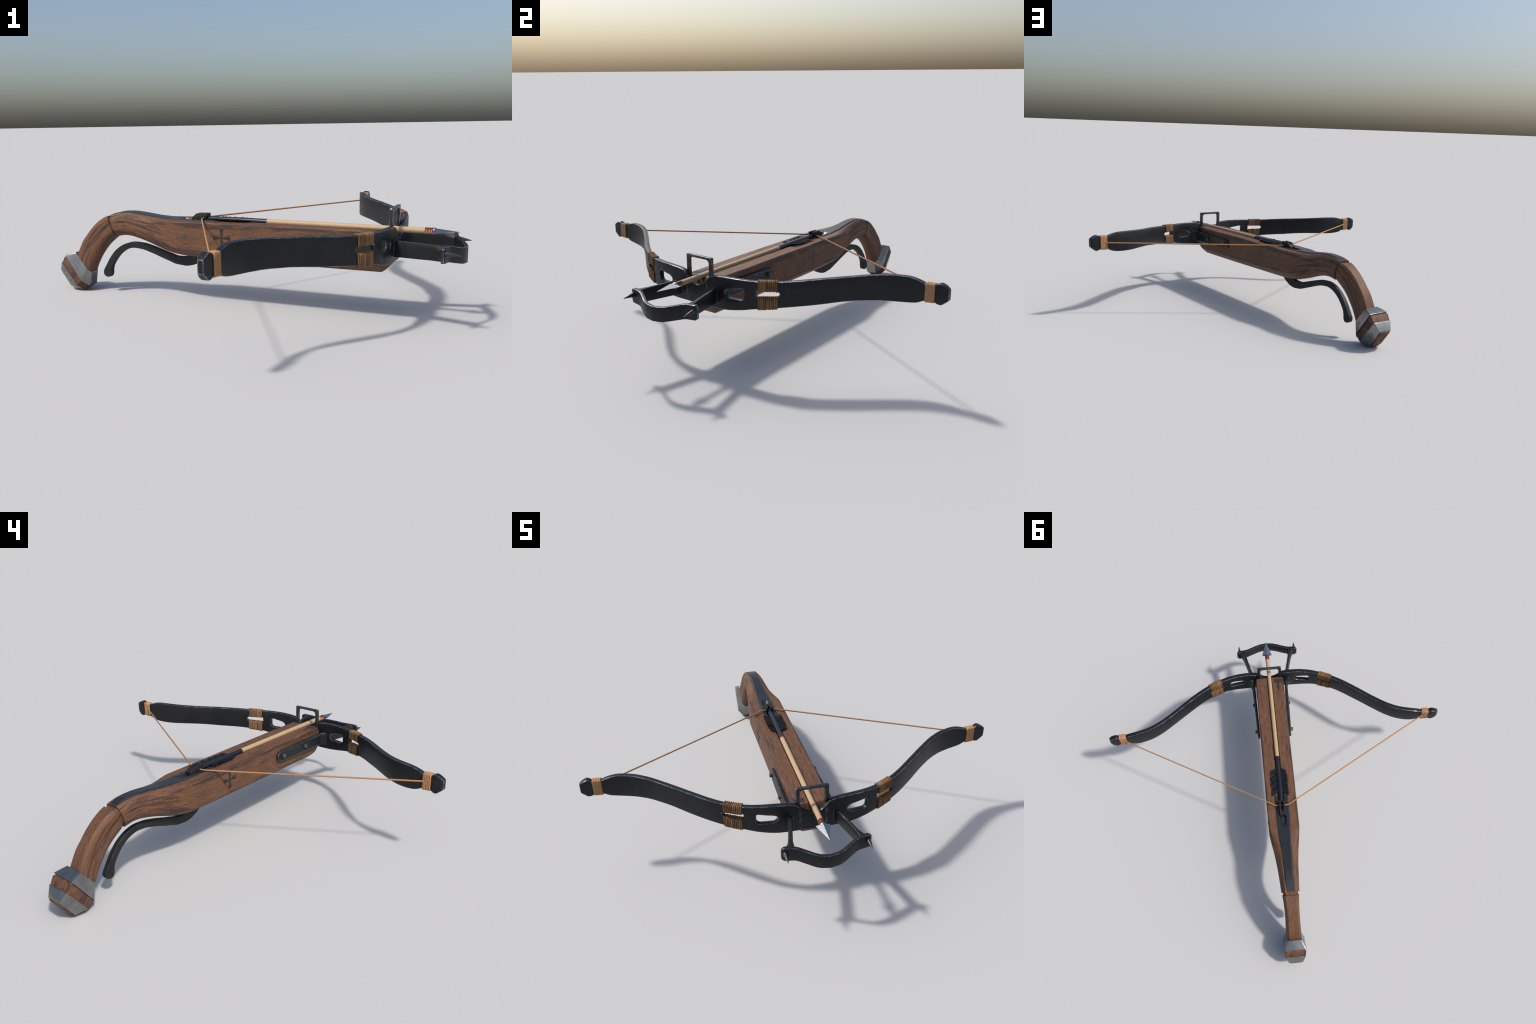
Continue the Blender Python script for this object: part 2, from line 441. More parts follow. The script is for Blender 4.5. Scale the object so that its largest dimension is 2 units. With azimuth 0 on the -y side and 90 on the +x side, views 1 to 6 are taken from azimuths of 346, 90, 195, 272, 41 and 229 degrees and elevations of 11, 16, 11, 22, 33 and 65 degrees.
# ------------------------------------------------------------------ grip with the turned groove at its neck
GRIP = [  # back (x,z), front (x,z), half width; the first rows are the turned collar in the neck groove
    ((-0.9450, 0.4550), (-0.9050, 0.3580), 0.0440), ((-0.9520, 0.4530), (-0.9120, 0.3560), 0.0460), ((-0.9620, 0.4500), (-0.9220, 0.3530), 0.0465), ((-0.9680, 0.4470), (-0.9290, 0.3520), 0.0440),
    ((-0.9700, 0.4530), (-0.9310, 0.3420), 0.0495), ((-0.9760, 0.4555), (-0.9380, 0.3360), 0.0515),
    ((-1.004, 0.4450), (-0.958, 0.3200), 0.0490), ((-1.046, 0.4210), (-0.985, 0.2985), 0.047), ((-1.090, 0.3850), (-1.015, 0.2700), 0.0455),
    ((-1.131, 0.3410), (-1.046, 0.2335), 0.0455), ((-1.163, 0.3030), (-1.074, 0.1960), 0.0465), ((-1.177, 0.2800), (-1.086, 0.1770), 0.047),
    ((-1.193, 0.2500), (-1.100, 0.1530), 0.0475), ((-1.207, 0.2230), (-1.113, 0.1260), 0.048), ((-1.222, 0.196), (-1.134, 0.100), 0.048)]

def grip_ring(b, fr, w, carve):
    """octagonal section: flat back, chamfers, fluted flanks, narrow rounded front"""
    b = Vector((b[0], 0, b[1])); fr = Vector((fr[0], 0, fr[1])); d = fr - b; L = d.length; d.normalize()
    n = 14; half = [(0, 0), (w - 0.0165, 0.0), (w - 0.0075, 0.0080), (w, 0.0190)]
    for i in range(1, n):
        s = 0.019 + (L - 0.051) * i / n; t = s / L
        g = carve * (0.0045*math.exp(-((t - 0.45)/0.05)**2) + 0.0022*math.exp(-((t - 0.28)/0.05)**2))
        half.append((w - g + 0.0015*math.sin(math.pi*t), s))
    half += [(w, L - 0.032), (w - 0.006, L - 0.018), (w - 0.016, L - 0.006), (w - 0.028, L - 0.0005), (0, L)]
    pts = [tuple(b + d*s + Vector((0, y, 0))) for y, s in half]
    pts += [tuple(b + d*s - Vector((0, y, 0))) for y, s in half[-2:0:-1]]
    return pts

us = np.arange(len(GRIP))
fb = [pchip(us, [g[0][k] for g in GRIP]) for k in (0, 1)]; ff = [pchip(us, [g[1][k] for g in GRIP]) for k in (0, 1)]
fw = pchip(us, [g[2] for g in GRIP])
rings = []
for u in sorted(set(list(np.linspace(0, 14, 113)))):
    carve = sstep(5.2, 6.2, u) * (1 - sstep(11.0, 12.5, u))
    rings.append(grip_ring((fb[0](u), fb[1](u)), (ff[0](u), ff[1](u)), fw(u), carve))
# tenon back into the stock so that the groove has a floor
t0 = [(p[0] + 0.03, p[1]*0.97, p[2] + 0.0) for p in rings[0]]
v, f = loft([t0] + rings)
make('grip', v, f, [wood_grip], crossbow, smooth=40)

# ------------------------------------------------------------------ pommel: wooden block with two riveted steel bands
def pommel_ring(back, side, front, hw, hf, inset=0.0, shift=0.0):
    """hexagon-like ring: square back corners, chamfered front; inset shrinks, shift moves along the axis"""
    b, s, fr = (Vector((p[0], 0, p[1])) for p in (back, side, front))
    u = (fr - b).normalized(); ax = Vector((-0.79, 0, -0.62))
    b = b + u*inset; fr = fr - u*inset; s = s - u*inset*0.4; hw -= inset; hf -= inset*0.6
    cr = 0.004
    sh = ax*shift
    Yv = Vector((0, 1, 0))
    half = [b + Yv*(hw - cr), b + u*cr + Yv*hw, s + Yv*hw, fr + Yv*hf]
    pts = [tuple(p + sh) for p in half]
    pts += [(p[0] + sh[0], -p[1], p[2] + sh[2]) for p in half[::-1]]
    return pts
RA = ((-1.210, 0.232), (-1.135, 0.138), (-1.117, 0.114), 0.050, 0.030)
RB = ((-1.2725, 0.2135), (-1.168, 0.068), (-1.137, 0.030), 0.0735, 0.036)
RC = ((-1.305, 0.1715), (-1.205, 0.039), (-1.179, 0.003), 0.0685, 0.033)
RD = ((-1.334, 0.120), (-1.266, 0.027), (-1.247, 0.001), 0.0475, 0.027)
core = [pommel_ring(*RA, inset=0.004), pommel_ring(*RB, inset=0.008), pommel_ring(*RB, inset=0.008, shift=0.003), pommel_ring(*RB, inset=0.0035, shift=0.012),
        pommel_ring(*RC, inset=0.0005, shift=-0.012), pommel_ring(*RC, inset=0.004), pommel_ring(*RD, inset=0.004),
        pommel_ring(*RD, inset=0.006, shift=0.005), pommel_ring(*RD, inset=0.012, shift=0.0085)]
v, f = loft(core)
pommel = make('pommel', v, f, [wood_pommel], crossbow, bevel=0.0015, seg=2, smooth=35)
for (r0, r1) in ((RA, RB), (RC, RD)):
    ins = 0.0055
    rings = [pommel_ring(*r0, inset=ins), pommel_ring(*r0), pommel_ring(*r1), pommel_ring(*r1, inset=ins)]
    v, f = loft(rings + [rings[0]], cap=False)
    make('steel_band', v, f, [steel], pommel, bevel=0.0034, seg=3, bevel_angle=28, smooth=35)
# rivets: two per flank per band
v, f = disc((0, 0, 0), (0, 1, 0), 0.0085, 0.0016, 18, 0.0)
rivet_mesh = None  # shared by all pommel rivets
for r0, r1 in ((RA, RB), (RC, RD)):
    for k in (0.44, 0.74):
        for sy in (1, -1):
            p0 = Vector((r0[0][0], 0, r0[0][1])).lerp(Vector((r0[1][0], 0, r0[1][1])), k)
            p1 = Vector((r1[0][0], 0, r1[0][1])).lerp(Vector((r1[1][0], 0, r1[1][1])), k)
            c = p0.lerp(p1, 0.5); y = (r0[3] + r1[3]) / 2
            slope = math.atan2(r0[3] - r1[3], (p1 - p0).length)
            ax = (p1 - p0).normalized()
            nrm = (Vector((0, sy, 0))*math.cos(slope) + ax*math.sin(slope)).normalized()
            if rivet_mesh is None:
                ob = make('rivet', v, f, [steel], pommel, smooth=22); rivet_mesh = ob.data
            else:
                ob = bpy.data.objects.new('rivet', rivet_mesh); bpy.context.scene.collection.objects.link(ob); ob.parent = pommel
            ob.location = (c.x, y*sy, c.z)
            ob.rotation_mode = 'QUATERNION'; ob.rotation_quaternion = Vector((0, 1, 0)).rotation_difference(nrm)

# ------------------------------------------------------------------ trigger lever (tickler)
LEVER = [(-0.385, 0.285, 0.046), (-0.415, 0.256, 0.040), (-0.450, 0.231, 0.031), (-0.490, 0.2205, 0.0255), (-0.535, 0.2220, 0.0225),
         (-0.60, 0.2400, 0.0205), (-0.70, 0.2720, 0.0185), (-0.765, 0.2880, 0.0170), (-0.82, 0.2920, 0.0165), (-0.87, 0.2820, 0.0168), (-0.927, 0.2500, 0.0175),
         (-0.968, 0.2080, 0.0180), (-0.994, 0.1700, 0.0185), (-1.007, 0.1420, 0.0230), (-1.014, 0.1210, 0.0280), (-1.018, 0.1060, 0.0260), (-1.021, 0.0960, 0.0175), (-1.022, 0.0920, 0.008)]
us = np.arange(len(LEVER))
lx, lz, lh = (pchip(us, [p[k] for p in LEVER]) for k in range(3))
rings = []; hwL = 0.0150
for u in np.linspace(0, len(LEVER) - 1, 120):
    p = Vector((lx(u), 0, lz(u))); q = Vector((lx(u + 0.05), 0, lz(u + 0.05))); o = Vector((lx(u - 0.05), 0, lz(u - 0.05)))
    t = (q - o).normalized(); nn = Vector((-t.z, 0, t.x)); h = lh(u); c = min(0.0024, h*0.4); w = hwL
    sec = [(-h, -w + c), (-h, w - c), (-h + c, w), (h - c, w), (h, w - c), (h, -w + c), (h - c, -w), (-h + c, -w)]
    rings.append([tuple(p + nn*a + Vector((0, b, 0))) for a, b in sec])
v, f = loft(rings)
lever = make('trigger_lever', v, f, [iron_dull, iron_edge], crossbow, smooth=30)
# ------------------------------------------------------------------ blued plate let into the top of the stock
rings = []
for x in np.linspace(-0.950, -0.285, 80):
    z = top_z(x); w = pw(x); h = 0.0065 - 0.0025*sstep(-0.60, -0.45, x)
    dep = 0.016 * sstep(-0.515, -0.475, x); tw = 0.019
    half = [(0, h - dep), (tw*0.6, h - dep*0.95), (tw, h - dep*0.5), (tw + 0.003, h), (w - 0.006, h), (w, h - 0.0045), (w, -0.024)]
    rings.append([(x, y, z + a) for y, a in half] + [(x, -y, z + a) for y, a in half[:0:-1]])
v, f = loft(rings)
make('top_plate', v, f, [plate_iron], crossbow, smooth=30)

# ------------------------------------------------------------------ string catch: two prongs on a block
catch_prof = [(-0.434, 0.440), (-0.434, 0.468), (-0.404, 0.491), (-0.338, 0.493), (-0.336, 0.479), (-0.345, 0.473), (-0.345, 0.440)]
v1, f1 = prism(catch_prof, 0.0075, 0.0195); v2, f2 = prism(catch_prof, -0.0195, -0.0075)
blk = [(-0.432, 0.438), (-0.432, 0.466), (-0.412, 0.481), (-0.395, 0.478), (-0.385, 0.438)]
v3, f3 = prism(blk, -0.010, 0.010)
off1 = len(v1); off2 = off1 + len(v2)
make('string_catch', v1 + v2 + v3, f1 + [tuple(i + off1 for i in q) for q in f2] + [tuple(i + off2 for i in q) for q in f3],
     [iron_dull], crossbow, bevel=0.0015, seg=2)

# ------------------------------------------------------------------ stock rivets and emblems
v, f = disc((0, 0, 0), (0, 1, 0), 0.0138, 0.0022, 24, 0.0003)
m0 = None
for sy in (1, -1):
    if m0 is None:
        ob = make('stock_pin', v, f, [bolt_iron], stock, smooth=22); m0 = ob.data
    else:
        ob = bpy.data.objects.new('stock_pin', m0); bpy.context.scene.collection.objects.link(ob); ob.parent = stock
        ob.rotation_euler = (math.pi, 0, 0)
    ob.location = (-0.447, 0.1018*sy, 0.384)

def cross_emblem():
    """cross with flared arms; the lower and upper arms are the longer"""
    cx, cz = -0.214, 0.379
    pts = []
    for (ang, L, w0, w1) in ((0, 0.048, 0.0030, 0.0120), (90, 0.048, 0.0030, 0.0122), (180, 0.049, 0.0030, 0.0122), (270, 0.050, 0.0030, 0.0135)):
        a = math.radians(ang); d = Vector((math.cos(a), math.sin(a))); n = Vector((-d.y, d.x))
        pts += [d*0.0035 - n*w0, d*L - n*w1, d*L + n*w1]
    return [(cx + p.x, cz + p.y) for p in pts]
for sy in (1, -1):
    y = 0.1019*sy
    v, f = prism(cross_emblem(), y - 0.0008, y + 0.0006)
    make('cross_emblem', v, f, [ink_paler if sy > 0 else ink], stock, smooth=20)

# letter T stamped on the deck near the bow, and the tapering stain below it
T_prof = [(0.638, -0.033), (0.638, -0.088), (0.607, -0.088), (0.607, -0.067), (0.545, -0.066), (0.545, -0.0515), (0.607, -0.053), (0.607, -0.033)]
v, f = prism(T_prof, 0.4500, 0.4557, 'z')
make('letter_mark', v, f, [ink], stock, smooth=20)
drip = [(0.535, -0.0565), (0.500, -0.055), (0.448, -0.0515), (0.500, -0.048), (0.535, -0.0475)]
v, f = prism(drip, 0.4520, 0.4560, 'z')
make('drip_stain', v, f, [stain_mat], stock, smooth=20)

# ------------------------------------------------------------------ bow
BF = [(0, 0.693), (0.10, 0.693), (0.164, 0.691), (0.227, 0.6855), (0.296, 0.6725), (0.363, 0.6495), (0.449, 0.6065), (0.513, 0.5645), (0.607, 0.4885),
      (0.729, 0.3850), (0.819, 0.318), (0.894, 0.2805), (0.98, 0.2600), (1.044, 0.2565), (1.10, 0.2545), (1.157, 0.2510)]
BT = [(0, 0.4145), (0.03, 0.425), (0.045, 0.4325), (0.065, 0.451), (0.08, 0.4685), (0.092, 0.4775), (0.11, 0.4825), (0.164, 0.4880), (0.227, 0.490), (0.296, 0.4895),
      (0.363, 0.4885), (0.449, 0.4915), (0.513, 0.4965), (0.607, 0.5055), (0.729, 0.5155), (0.819, 0.5235), (0.894, 0.528), (0.948, 0.5285), (0.99, 0.523), (1.02, 0.5145),
      (1.045, 0.506), (1.085, 0.506), (1.097, 0.514), (1.114, 0.519), (1.136, 0.511), (1.157, 0.497)]
BB = [(0, 0.3175), (0.10, 0.3175), (0.173, 0.319), (0.225, 0.3245), (0.271, 0.332), (0.355, 0.3485), (0.446, 0.360), (0.513, 0.368), (0.602, 0.3775), (0.71, 0.3915), (0.80, 0.396), (0.89, 0.3965),
      (0.95, 0.3990), (1.0, 0.406), (1.045, 0.4245), (1.085, 0.428), (1.100, 0.419), (1.118, 0.4165), (1.138, 0.429), (1.157, 0.445)]
bow_x, bow_t, bow_b = (pchip(*zip(*q)) for q in (BF, BT, BB))
bow_th = pchip([0, 0.1, 0.45, 1.0, 1.05, 1.09, 1.115, 1.14, 1.157], [0.029, 0.028, 0.0265, 0.0265, 0.027, 0.029, 0.034, 0.033, 0.025])

def bow_point(y, z, off):
    """point on the bow at station |y|, height z, off behind the front face"""
    s = 1 if y >= 0 else -1; a = abs(y); e = 0.004
    dx = (bow_x(a + e) - bow_x(max(a - e, 0))) / (a + e - max(a - e, 0))
    L = math.hypot(1, dx)
    return (bow_x(a) - off/L, s*(a + off*dx/L), z)

HOLES = [  # pierced windows of a limb: (station, low z, high z)
    [(0.183, 0.404, 0.417), (0.190, 0.394, 0.424), (0.204, 0.386, 0.431), (0.278, 0.3845, 0.442), (0.288, 0.389, 0.4425), (0.2935, 0.397, 0.436)],
    [(0.354, 0.409, 0.440), (0.360, 0.404, 0.4455), (0.440, 0.4085, 0.447), (0.450, 0.417, 0.441), (0.457, 0.426, 0.433)]]

def limb(sy):
    ys = set(np.round(np.linspace(0.0685, 0.16, 14), 5)) | set(np.round(np.linspace(0.16, 1.03, 74), 5)) | set(np.round(np.linspace(1.03, 1.157, 26), 5))
    for h in HOLES:
        ys -= {y for y in ys if any(abs(y - q[0]) < 0.004 for q in h)}
        ys |= {q[0] for q in h}
    ys = sorted(ys)
    knots = [(0.06, 0.40, 0.42)] + [q for h in HOLES for q in h] + [(0.60, 0.43, 0.455), (1.157, 0.46, 0.48)]
    lo = lambda y: float(np.interp(y, [k[0] for k in knots], [k[1] for k in knots]))
    hi = lambda y: float(np.interp(y, [k[0] for k in knots], [k[2] for k in knots]))
    inhole = lambda a, b: any(h[0][0] - 1e-6 <= a and b <= h[-1][0] + 1e-6 for h in HOLES)
    V, Fc = [], []
    for y in ys:
        th = bow_th(y)
        for off in (0, th):
            for z in (bow_b(y), lo(y), hi(y), bow_t(y)):
                V.append(bow_point(sy*y, z, off))
    idx = lambda i, side, r: i*8 + side*4 + r
    holes = []
    for i in range(len(ys) - 1):
        hl = inhole(ys[i], ys[i+1]); holes.append(hl)
        for side in (0, 1):
            for r in (0, 1, 2):
                if r == 1 and hl: continue
                Fc.append((idx(i, side, r), idx(i+1, side, r), idx(i+1, side, r+1), idx(i, side, r+1)))
        for r in (0, 3) + ((1, 2) if hl else ()):
            Fc.append((idx(i, 0, r), idx(i+1, 0, r), idx(i+1, 1, r), idx(i, 1, r)))
    n = len(ys) - 1
    for r in (0, 1, 2):
        Fc.append((idx(0, 0, r), idx(0, 0, r+1), idx(0, 1, r+1), idx(0, 1, r)))
        Fc.append((idx(n, 0, r), idx(n, 0, r+1), idx(n, 1, r+1), idx(n, 1, r)))
    for i in range(1, len(holes)):
        if holes[i] != holes[i-1]:
            Fc.append((idx(i, 0, 1), idx(i, 0, 2), idx(i, 1, 2), idx(i, 1, 1)))
    return V, Fc

cs = np.linspace(-0.0675, 0.0675, 29)
rings = []
for y in cs:
    th = bow_th(abs(y)) + 0.004
    b, t = bow_b(abs(y)), bow_t(abs(y))
    rings.append([bow_point(y, b, -0.001), bow_point(y, t, -0.001), bow_point(y, t, th), bow_point(y, b, th)])
v, f = loft(rings)
bow = make('bow_center', v, f, [iron, iron_edge], crossbow, bevel=0.003, seg=2, edge_mat=1, smooth=35)
bow.location.y = BOW_SHIFT
for sy in (1, -1):
    v, f = limb(sy)
    make('bow_limb', v, f, [iron, iron_edge], bow, bevel=0.0036, seg=2, edge_mat=1, bevel_angle=38, smooth=35)

# ------------------------------------------------------------------ sight frame standing on the bow
def sight():
    ho, hi_, zt, zi, zb = 0.0865, 0.0605, 0.5655, 0.5515, 0.452
    outer = [(-ho, zb), (-ho, zt - 0.004), (-ho + 0.004, zt), (ho - 0.004, zt), (ho, zt - 0.004), (ho, zb)]
    inner = [(hi_ + 0.004, zb), (hi_ + 0.006, 0.50), (hi_ + 0.005, zi - 0.012), (hi_ - 0.004, zi - 0.002), (hi_ - 0.012, zi), (-hi_ + 0.012, zi), (-hi_ + 0.004, zi - 0.002), (-hi_ - 0.005, zi - 0.012), (-hi_ - 0.006, 0.50), (-hi_ - 0.004, zb)]
    return outer + inner
v, f = prism(sight(), 0.6585, 0.6745, 'x')
make('sight_frame', v, f, [sight_iron, iron_edge], bow, bevel=0.0022, seg=2, edge_mat=1, smooth=35)

# ------------------------------------------------------------------ side straps bolting the bow to the stock
SP = [(0.205, 0.1125), (0.221, 0.1130), (0.262, 0.1140), (0.35, 0.1155), (0.50, 0.1185), (0.58, 0.1205), (0.640, 0.1225)]
SH = [0.0170, 0.0275, 0.0355, 0.0362, 0.0378, 0.0388, 0.0395]
for sy in (1, -1):
    us = np.arange(len(SP)); fx = pchip(us, [p[0] for p in SP]); fy = pchip(us, [p[1] for p in SP]); fh = lambda q: float(np.interp(q, us, SH))
    rings = []
    for u in [0, 1, 2] + list(np.linspace(2.25, 6, 16)):
        p = Vector((fx(u), fy(u))); t = (Vector((fx(min(u + 0.05, 6)), fy(min(u + 0.05, 6)))) - Vector((fx(max(u - 0.05, 0)), fy(max(u - 0.05, 0))))).normalized()
        nn = Vector((-t.y, t.x)); h = fh(u); th = 0.0068 + 0.0026*min(u/5, 1.0); zc = 0.3825
        sec = [(-th*1.3, -h), (th*0.35, -h), (th, -h*0.80), (th*0.62, -0.001), (th*0.62, 0.001), (th, h*0.80), (th*0.35, h), (-th*1.3, h)]
        rings.append([(p.x + nn.x*a, sy*(p.y + nn.y*a), zc + b) for a, b in sec])
    v, f = loft(rings)
    strap = make('side_strap', v, f, [iron, iron_edge], crossbow, bevel=0.0014, seg=1, edge_mat=1, bevel_angle=24, smooth=14)
    # forged fillet where the strap grows out of the back of the limb
    rings = []
    for k in range(11):
        a = math.radians(90*k/10)
        px, py = 0.604 + 0.064*math.sin(a), 0.1275 + 0.054*(1 - math.cos(a))
        h = 0.036 + 0.016*(k/10)**2
        hb = h*0.80
        rings.append([(px, sy*py, 0.3835 + hb), (px + 0.004, sy*(py - 0.004), 0.3845 + h), (0.674, sy*max(py - 0.03, 0.110), 0.3845 + h),
                      (0.674, sy*max(py - 0.03, 0.110), 0.3805 - h), (px + 0.004, sy*(py - 0.004), 0.3805 - h), (px, sy*py, 0.3835 - hb)])
    v, f = loft(rings)
    make('strap_root', v, f, [iron], strap, smooth=50)
    for xb in (0.253, 0.471):
        v, f = disc((0, 0, 0), (0, sy, 0), 0.0125, 0.0085, 18, 0.0004)
        ob = make('strap_bolt', v, f, [bolt_iron], strap, smooth=22)
        ob.location = (xb, sy*(0.1265 if xb < 0.3 else 0.1275), 0.3845)

# ------------------------------------------------------------------ stirrup: two struts, a bowed cross bar and two spikes
SX = pchip([0, 0.04, 0.075, 0.11, 0.158, 0.195, 0.226], [1.008, 1.002, 0.988, 0.968, 0.944, 0.936, 0.934])
SZ = pchip([0, 0.05, 0.11, 0.16, 0.226], [0.3535, 0.3565, 0.3690, 0.3795, 0.3825])
rings = []
for y in np.linspace(-0.226, 0.226, 73):
    a = abs(y); e = 0.003
    d = (SX(a + e) - SX(max(a - e, 0))) / (a + e - max(a - e, 0)) * (1 if y >= 0 else -1)
    nn = Vector((1, -d)).normalized(); h = 0.0375 - 0.010*sstep(0.212, 0.226, a) ; th = 0.0085 + 0.003*math.exp(-((a - 0.19)/0.025)**2) - 0.004*sstep(0.214, 0.226, a)
    c = 0.002
    P = Vector((SX(a) - 0.009, y))
    sec = [(-th, -h), (th, -h), (th, h), (-th, h)]
    rings.append([(P.x + nn.x*q, P.y + nn.y*q, SZ(a) + w) for q, w in sec])
v, f = loft(rings)
stirrup = make('stirrup_bar', v, f, [iron, iron_edge], crossbow, bevel=0.0028, seg=2, edge_mat=1, smooth=35)
stirrup.location.y = BOW_SHIFT
for sy in (1, -1):
    a = Vector((0.676, 0.118, 0.3835)); b = Vector((0.928, 0.179, 0.3835)); rings = []
    t = (b - a).normalized(); nn = Vector((-t.y, t.x, 0))
    for k, h, w in ((0, 0.0385, 0.0125), (0.10, 0.0385, 0.0115), (0.5, 0.0370, 0.0110), (0.78, 0.0355, 0.0125), (0.90, 0.0355, 0.0185), (1.0, 0.0350, 0.026)):
        p = a.lerp(b, k)
        sec = [(-w*0.55, -h), (w*0.55, -h), (w, -h*0.55), (w*0.85, 0), (w, h*0.55), (w*0.55, h), (-w*0.55, h), (-w, h*0.55), (-w*0.85, 0), (-w, -h*0.55)]
        rings.append([(p.x + nn.x*q, sy*(p.y + nn.y*q), p.z + z) for q, z in sec])
    v, f = loft(rings)
    make('stirrup_strut', v, f, [iron, iron_edge], stirrup, bevel=0.0010, seg=1, edge_mat=1, bevel_angle=32, smooth=30)
    # raised collar round the root of the strut on the bow
    col = []
    for (z0, ww) in ((-0.040, 0.010), (-0.034, 0.0155), (0.030, 0.0155), (0.038, 0.011), (0.0415, 0.004)):
        col.append((ww, z0))
    prof = [(0.121 + w, 0.3845 + z) for w, z in col] + [(0.121 - w, 0.3845 + z) for w, z in col[::-1]]
    v, f = prism([(sy*p[0], p[1]) for p in prof], 0.680, 0.6945, 'x')
    make('strut_collar', v, f, [iron, iron_edge], stirrup, bevel=0.0018, seg=2, edge_mat=1, smooth=35)
    v, f = tube([(0.925, sy*0.207, 0.3895), (0.945, sy*0.207, 0.3885), (0.975, sy*0.2075, 0.3865), (1.004, sy*0.208, 0.3835)], [0.0135, 0.0125, 0.0065, 0.0004], 12)
    make('spike', v, f, [sight_iron], stirrup, smooth=50)

# ------------------------------------------------------------------ cord bindings and the string
def coil(y, sy, zlo, zhi, r, skew, seed, wob):
    """one turn of cord round the limb between two heights"""
    rnd = random.Random(seed)
    th = bow_th(y); path = []
    ro = r*0.55
    corners = [(-ro, zlo - ro), (-ro, zhi + ro), (th + ro, zhi + ro), (th + ro, zlo - ro)]
    n = len(corners)
    for i in range(n):
        p, q = corners[i], corners[(i+1) % n]
        prev = corners[i-1]
        # rounded corner then the straight
        for k in (0.0, 0.5, 1.0):
            a1 = Vector(p).lerp(Vector(prev), min(0.004/ (Vector(p)-Vector(prev)).length, 0.4))
            a2 = Vector(p).lerp(Vector(q), min(0.004/ (Vector(p)-Vector(q)).length, 0.4))
            m = a1.lerp(a2, k); m = m.lerp(Vector(p), 0.35 if k == 0.5 else 0.0)
            path.append(m)
        L = (Vector(q) - Vector(p)).length
        m = max(1, int(L/0.012))
        for j in range(1, m):
            path.append(Vector(p).lerp(Vector(q), j/m))
    N = len(path); pts = []
    ph = rnd.uniform(0, 6.28); zc = (zlo + zhi)/2
    for i, m in enumerate(path):
        yy = y + skew*math.sin(2*math.pi*i/N) + wob*math.sin(2*math.pi*2*i/N + ph)
        pts.append(Vector(bow_point(sy*yy, m[1], m[0])))
    # sweep a slightly lumpy round section along the closed path
    rings = []; ns = 8
    c = sum(pts, Vector())/N
    for i, p in enumerate(pts):
        t = (pts[(i+1) % N] - pts[i-1]).normalized()
        o = (p - c); o = (o - t*o.dot(t)).normalized(); s = t.cross(o)
        rr = r*(1 + 0.10*math.sin(i*1.9 + ph) + rnd.uniform(-0.06, 0.06)*(wob > 0.0004))
        rings.append([p + (o*math.cos(2*math.pi*k/ns)*0.85 + s*math.sin(2*math.pi*k/ns)*1.08)*rr for k in range(ns)])
    return loft(rings + [rings[0]], cap=False)

for sy in (1, -1):
    for (lo_h, hi_h, kind) in (('hole', 'top', 0), ('bottom', 'hole', 1)):
        for k in range(10):
            y = 0.3640 + 0.00875*k
            kn = HOLES[1]
            hl = float(np.interp(y, [q[0] for q in kn], [q[1] for q in kn])); hh = float(np.interp(y, [q[0] for q in kn], [q[2] for q in kn]))
            hl = min(hl, 0.4095); hh = max(hh, 0.4455)
            zlo, zhi = (hh, bow_t(y)) if kind == 0 else (bow_b(y), hl)
            v, f = coil(y, sy, zlo, zhi, 0.0046, 0.0014, 100 + k + 20*kind + 50*(sy > 0), 0.0011)
            make('rope_coil', v, f, [cord_dark], bow, smooth=60)
    for k in range(5):
        y = 1.0470 + 0.0092*k
        v, f = coil(y, sy, bow_b(y), bow_t(y), 0.0054, 0.0008, 300 + k, 0.0002)
        make('cord_coil', v, f, [cord_light], bow, smooth=60)

SZc = 0.467
path = [(0.228, 1.049), (0.219, 1.040), (0.10, 0.8345), (-0.10, 0.4905), (-0.30, 0.1465), (-0.352, 0.0555), (-0.3595, 0.038), (-0.361, 0.028), (-0.361, 0.0)]
pts = [(x, y, SZc) for x, y in path] + [(x, -y, SZc) for x, y in path[-2::-1]]
v, f = tube(pts, 0.0043, 10)
make('bowstring', v, f, [string_mat], crossbow, smooth=60)

# ================================================================== the bolt lying on the deck
BC = Vector((0.32, 0.0, 0.4615))
bolt = empty('crossbow_bolt', LEFT*AXIS_SHIFT + FWD*BC.x + Vector((0, 0, BC.z)))
bolt['label'] = 'short wooden crossbow bolt with steel head and black fletching'
bolt['category'] = 'arrow'
def bz(x): return 0.4635 + (x + 0.33) * (0.4550 - 0.4635) / 1.18 - BC.z     # slight nose-down tilt
def bp(x, y=0.0, z=0.0): return (x - BC.x, y, bz(x) + z)
v, f = tube([bp(-0.002), bp(0.2), bp(0.5), bp(0.70), bp(0.812)], 0.0142, 20)
make('shaft', v, f, [ash], bolt, smooth=50)
v, f = tube([bp(-0.350), bp(-0.335), bp(-0.2), bp(-0.1), bp(-0.001)], [0.0125, 0.0138, 0.0142, 0.0145, 0.0147], 20)
make('painted_shaft', v, f, [black_lacquer], bolt, smooth=50)
v, f = tube([bp(-0.0015), bp(0.0035)], 0.0149, 20)
make('red_ring', v, f, [red_thread], bolt, smooth=50)
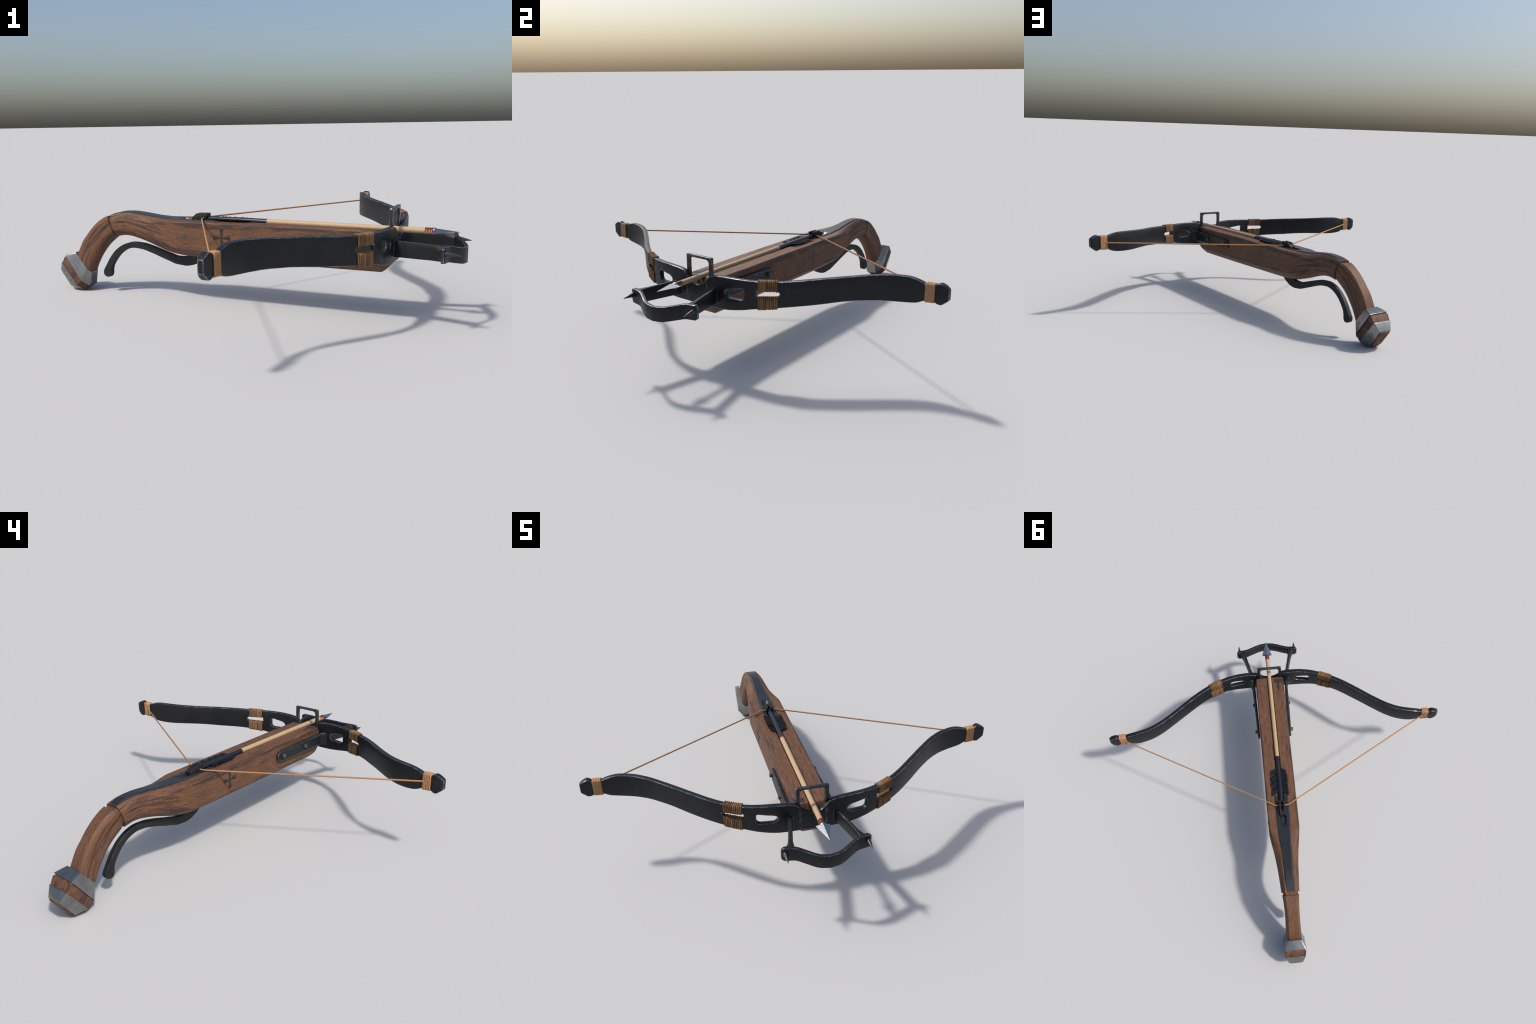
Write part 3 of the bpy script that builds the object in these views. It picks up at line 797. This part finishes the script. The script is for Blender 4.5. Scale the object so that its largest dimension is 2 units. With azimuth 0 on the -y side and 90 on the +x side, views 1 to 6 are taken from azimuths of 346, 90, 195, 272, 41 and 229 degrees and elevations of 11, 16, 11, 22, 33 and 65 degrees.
# thread binding behind the head: alternate red and tan turns
for k in range(9):
    x = 0.811 + 0.0049*k
    pts = [bp(x - 0.0026), bp(x - 0.0014), bp(x + 0.0014), bp(x + 0.0026)]
    r = 0.0150 + 0.0008*math.sin(k*2.1)
    v, f = tube(pts, [r - 0.0012, r, r, r - 0.0012], 18)
    # the paint has soaked only the upper side of the binding
    ob = make('thread_turn', v, f, [tan_thread, red_thread], bolt, smooth=60)
    for poly in ob.data.polygons:
        c = poly.center
        if c.z - bz(x) > (0.001 + 0.006*math.sin(k*2.7 + 8*c.y/0.0142*0.2)): poly.material_index = 1
v, f = tube([bp(0.848), bp(0.857), bp(0.862)], [0.0155, 0.0155, 0.0120], 20)
make('socket_ring', v, f, [head_steel], bolt, smooth=40)
# broad four faced head
hb, ht = 0.853, 0.974
base = [bp(hb - 0.004, 0.037, 0), bp(hb, 0, 0.0135), bp(hb - 0.004, -0.037, 0), bp(hb, 0, -0.0135)]
notch = bp(hb + 0.008)
v = base + [bp(ht, 0, 0.0006), notch]
f = [(0, 1, 4), (1, 2, 4), (2, 3, 4), (3, 0, 4), (1, 0, 5), (2, 1, 5), (3, 2, 5), (0, 3, 5)]
make('arrowhead', v, f, [head_steel], bolt, bevel=0.0006, seg=1, smooth=20)

# fletching: barbs swept back from the shaft, two vanes spread flat over the deck, one down in the groove
def vane(sy, seed):
    rnd = random.Random(seed); V, Fc = [], []
    x = -0.082
    while x > -0.262:
        w = rnd.uniform(0.0070, 0.0095)
        span = 0.0555 + rnd.uniform(-0.0025, 0.0025)
        if x > -0.095: span *= 0.93
        sweep = 0.024 + rnd.uniform(-0.002, 0.003); lift = rnd.uniform(-0.0015, 0.002) + 0.004
        t = 0.0009; o = len(V)
        tw = rnd.uniform(-0.0022, 0.0028)
        for dz in (-t, t):
            for (dx, y, dzz) in ((0, 0.010, 0.0), (-w, 0.010, 0.0), (-w - sweep*0.55, 0.6*span, lift*0.4 - tw), (-w*0.95 - sweep, span*0.97, lift - tw), (-sweep, span, lift + tw), (-sweep*0.55, 0.6*span, lift*0.5 + tw)):
                V.append(bp(x + dx, sy*y, 0.0015 + dzz + dz))
        Fc += [tuple(o + i for i in (0, 1, 2, 5)), tuple(o + i for i in (5, 2, 3, 4)), tuple(o + 6 + i for i in (5, 2, 1, 0)), tuple(o + 6 + i for i in (4, 3, 2, 5))]
        for i in range(6):
            j = (i + 1) % 6
            Fc.append((o + i, o + 6 + i, o + 6 + j, o + j))
        x -= w * rnd.uniform(1.04, 1.22)
    return V, Fc
for sy in (1, -1):
    v, f = vane(sy, 40 + sy)
    ob = make('fletching', v, f, [feather_mat], bolt, smooth=25)
    ob['kind'] = 'stuff'
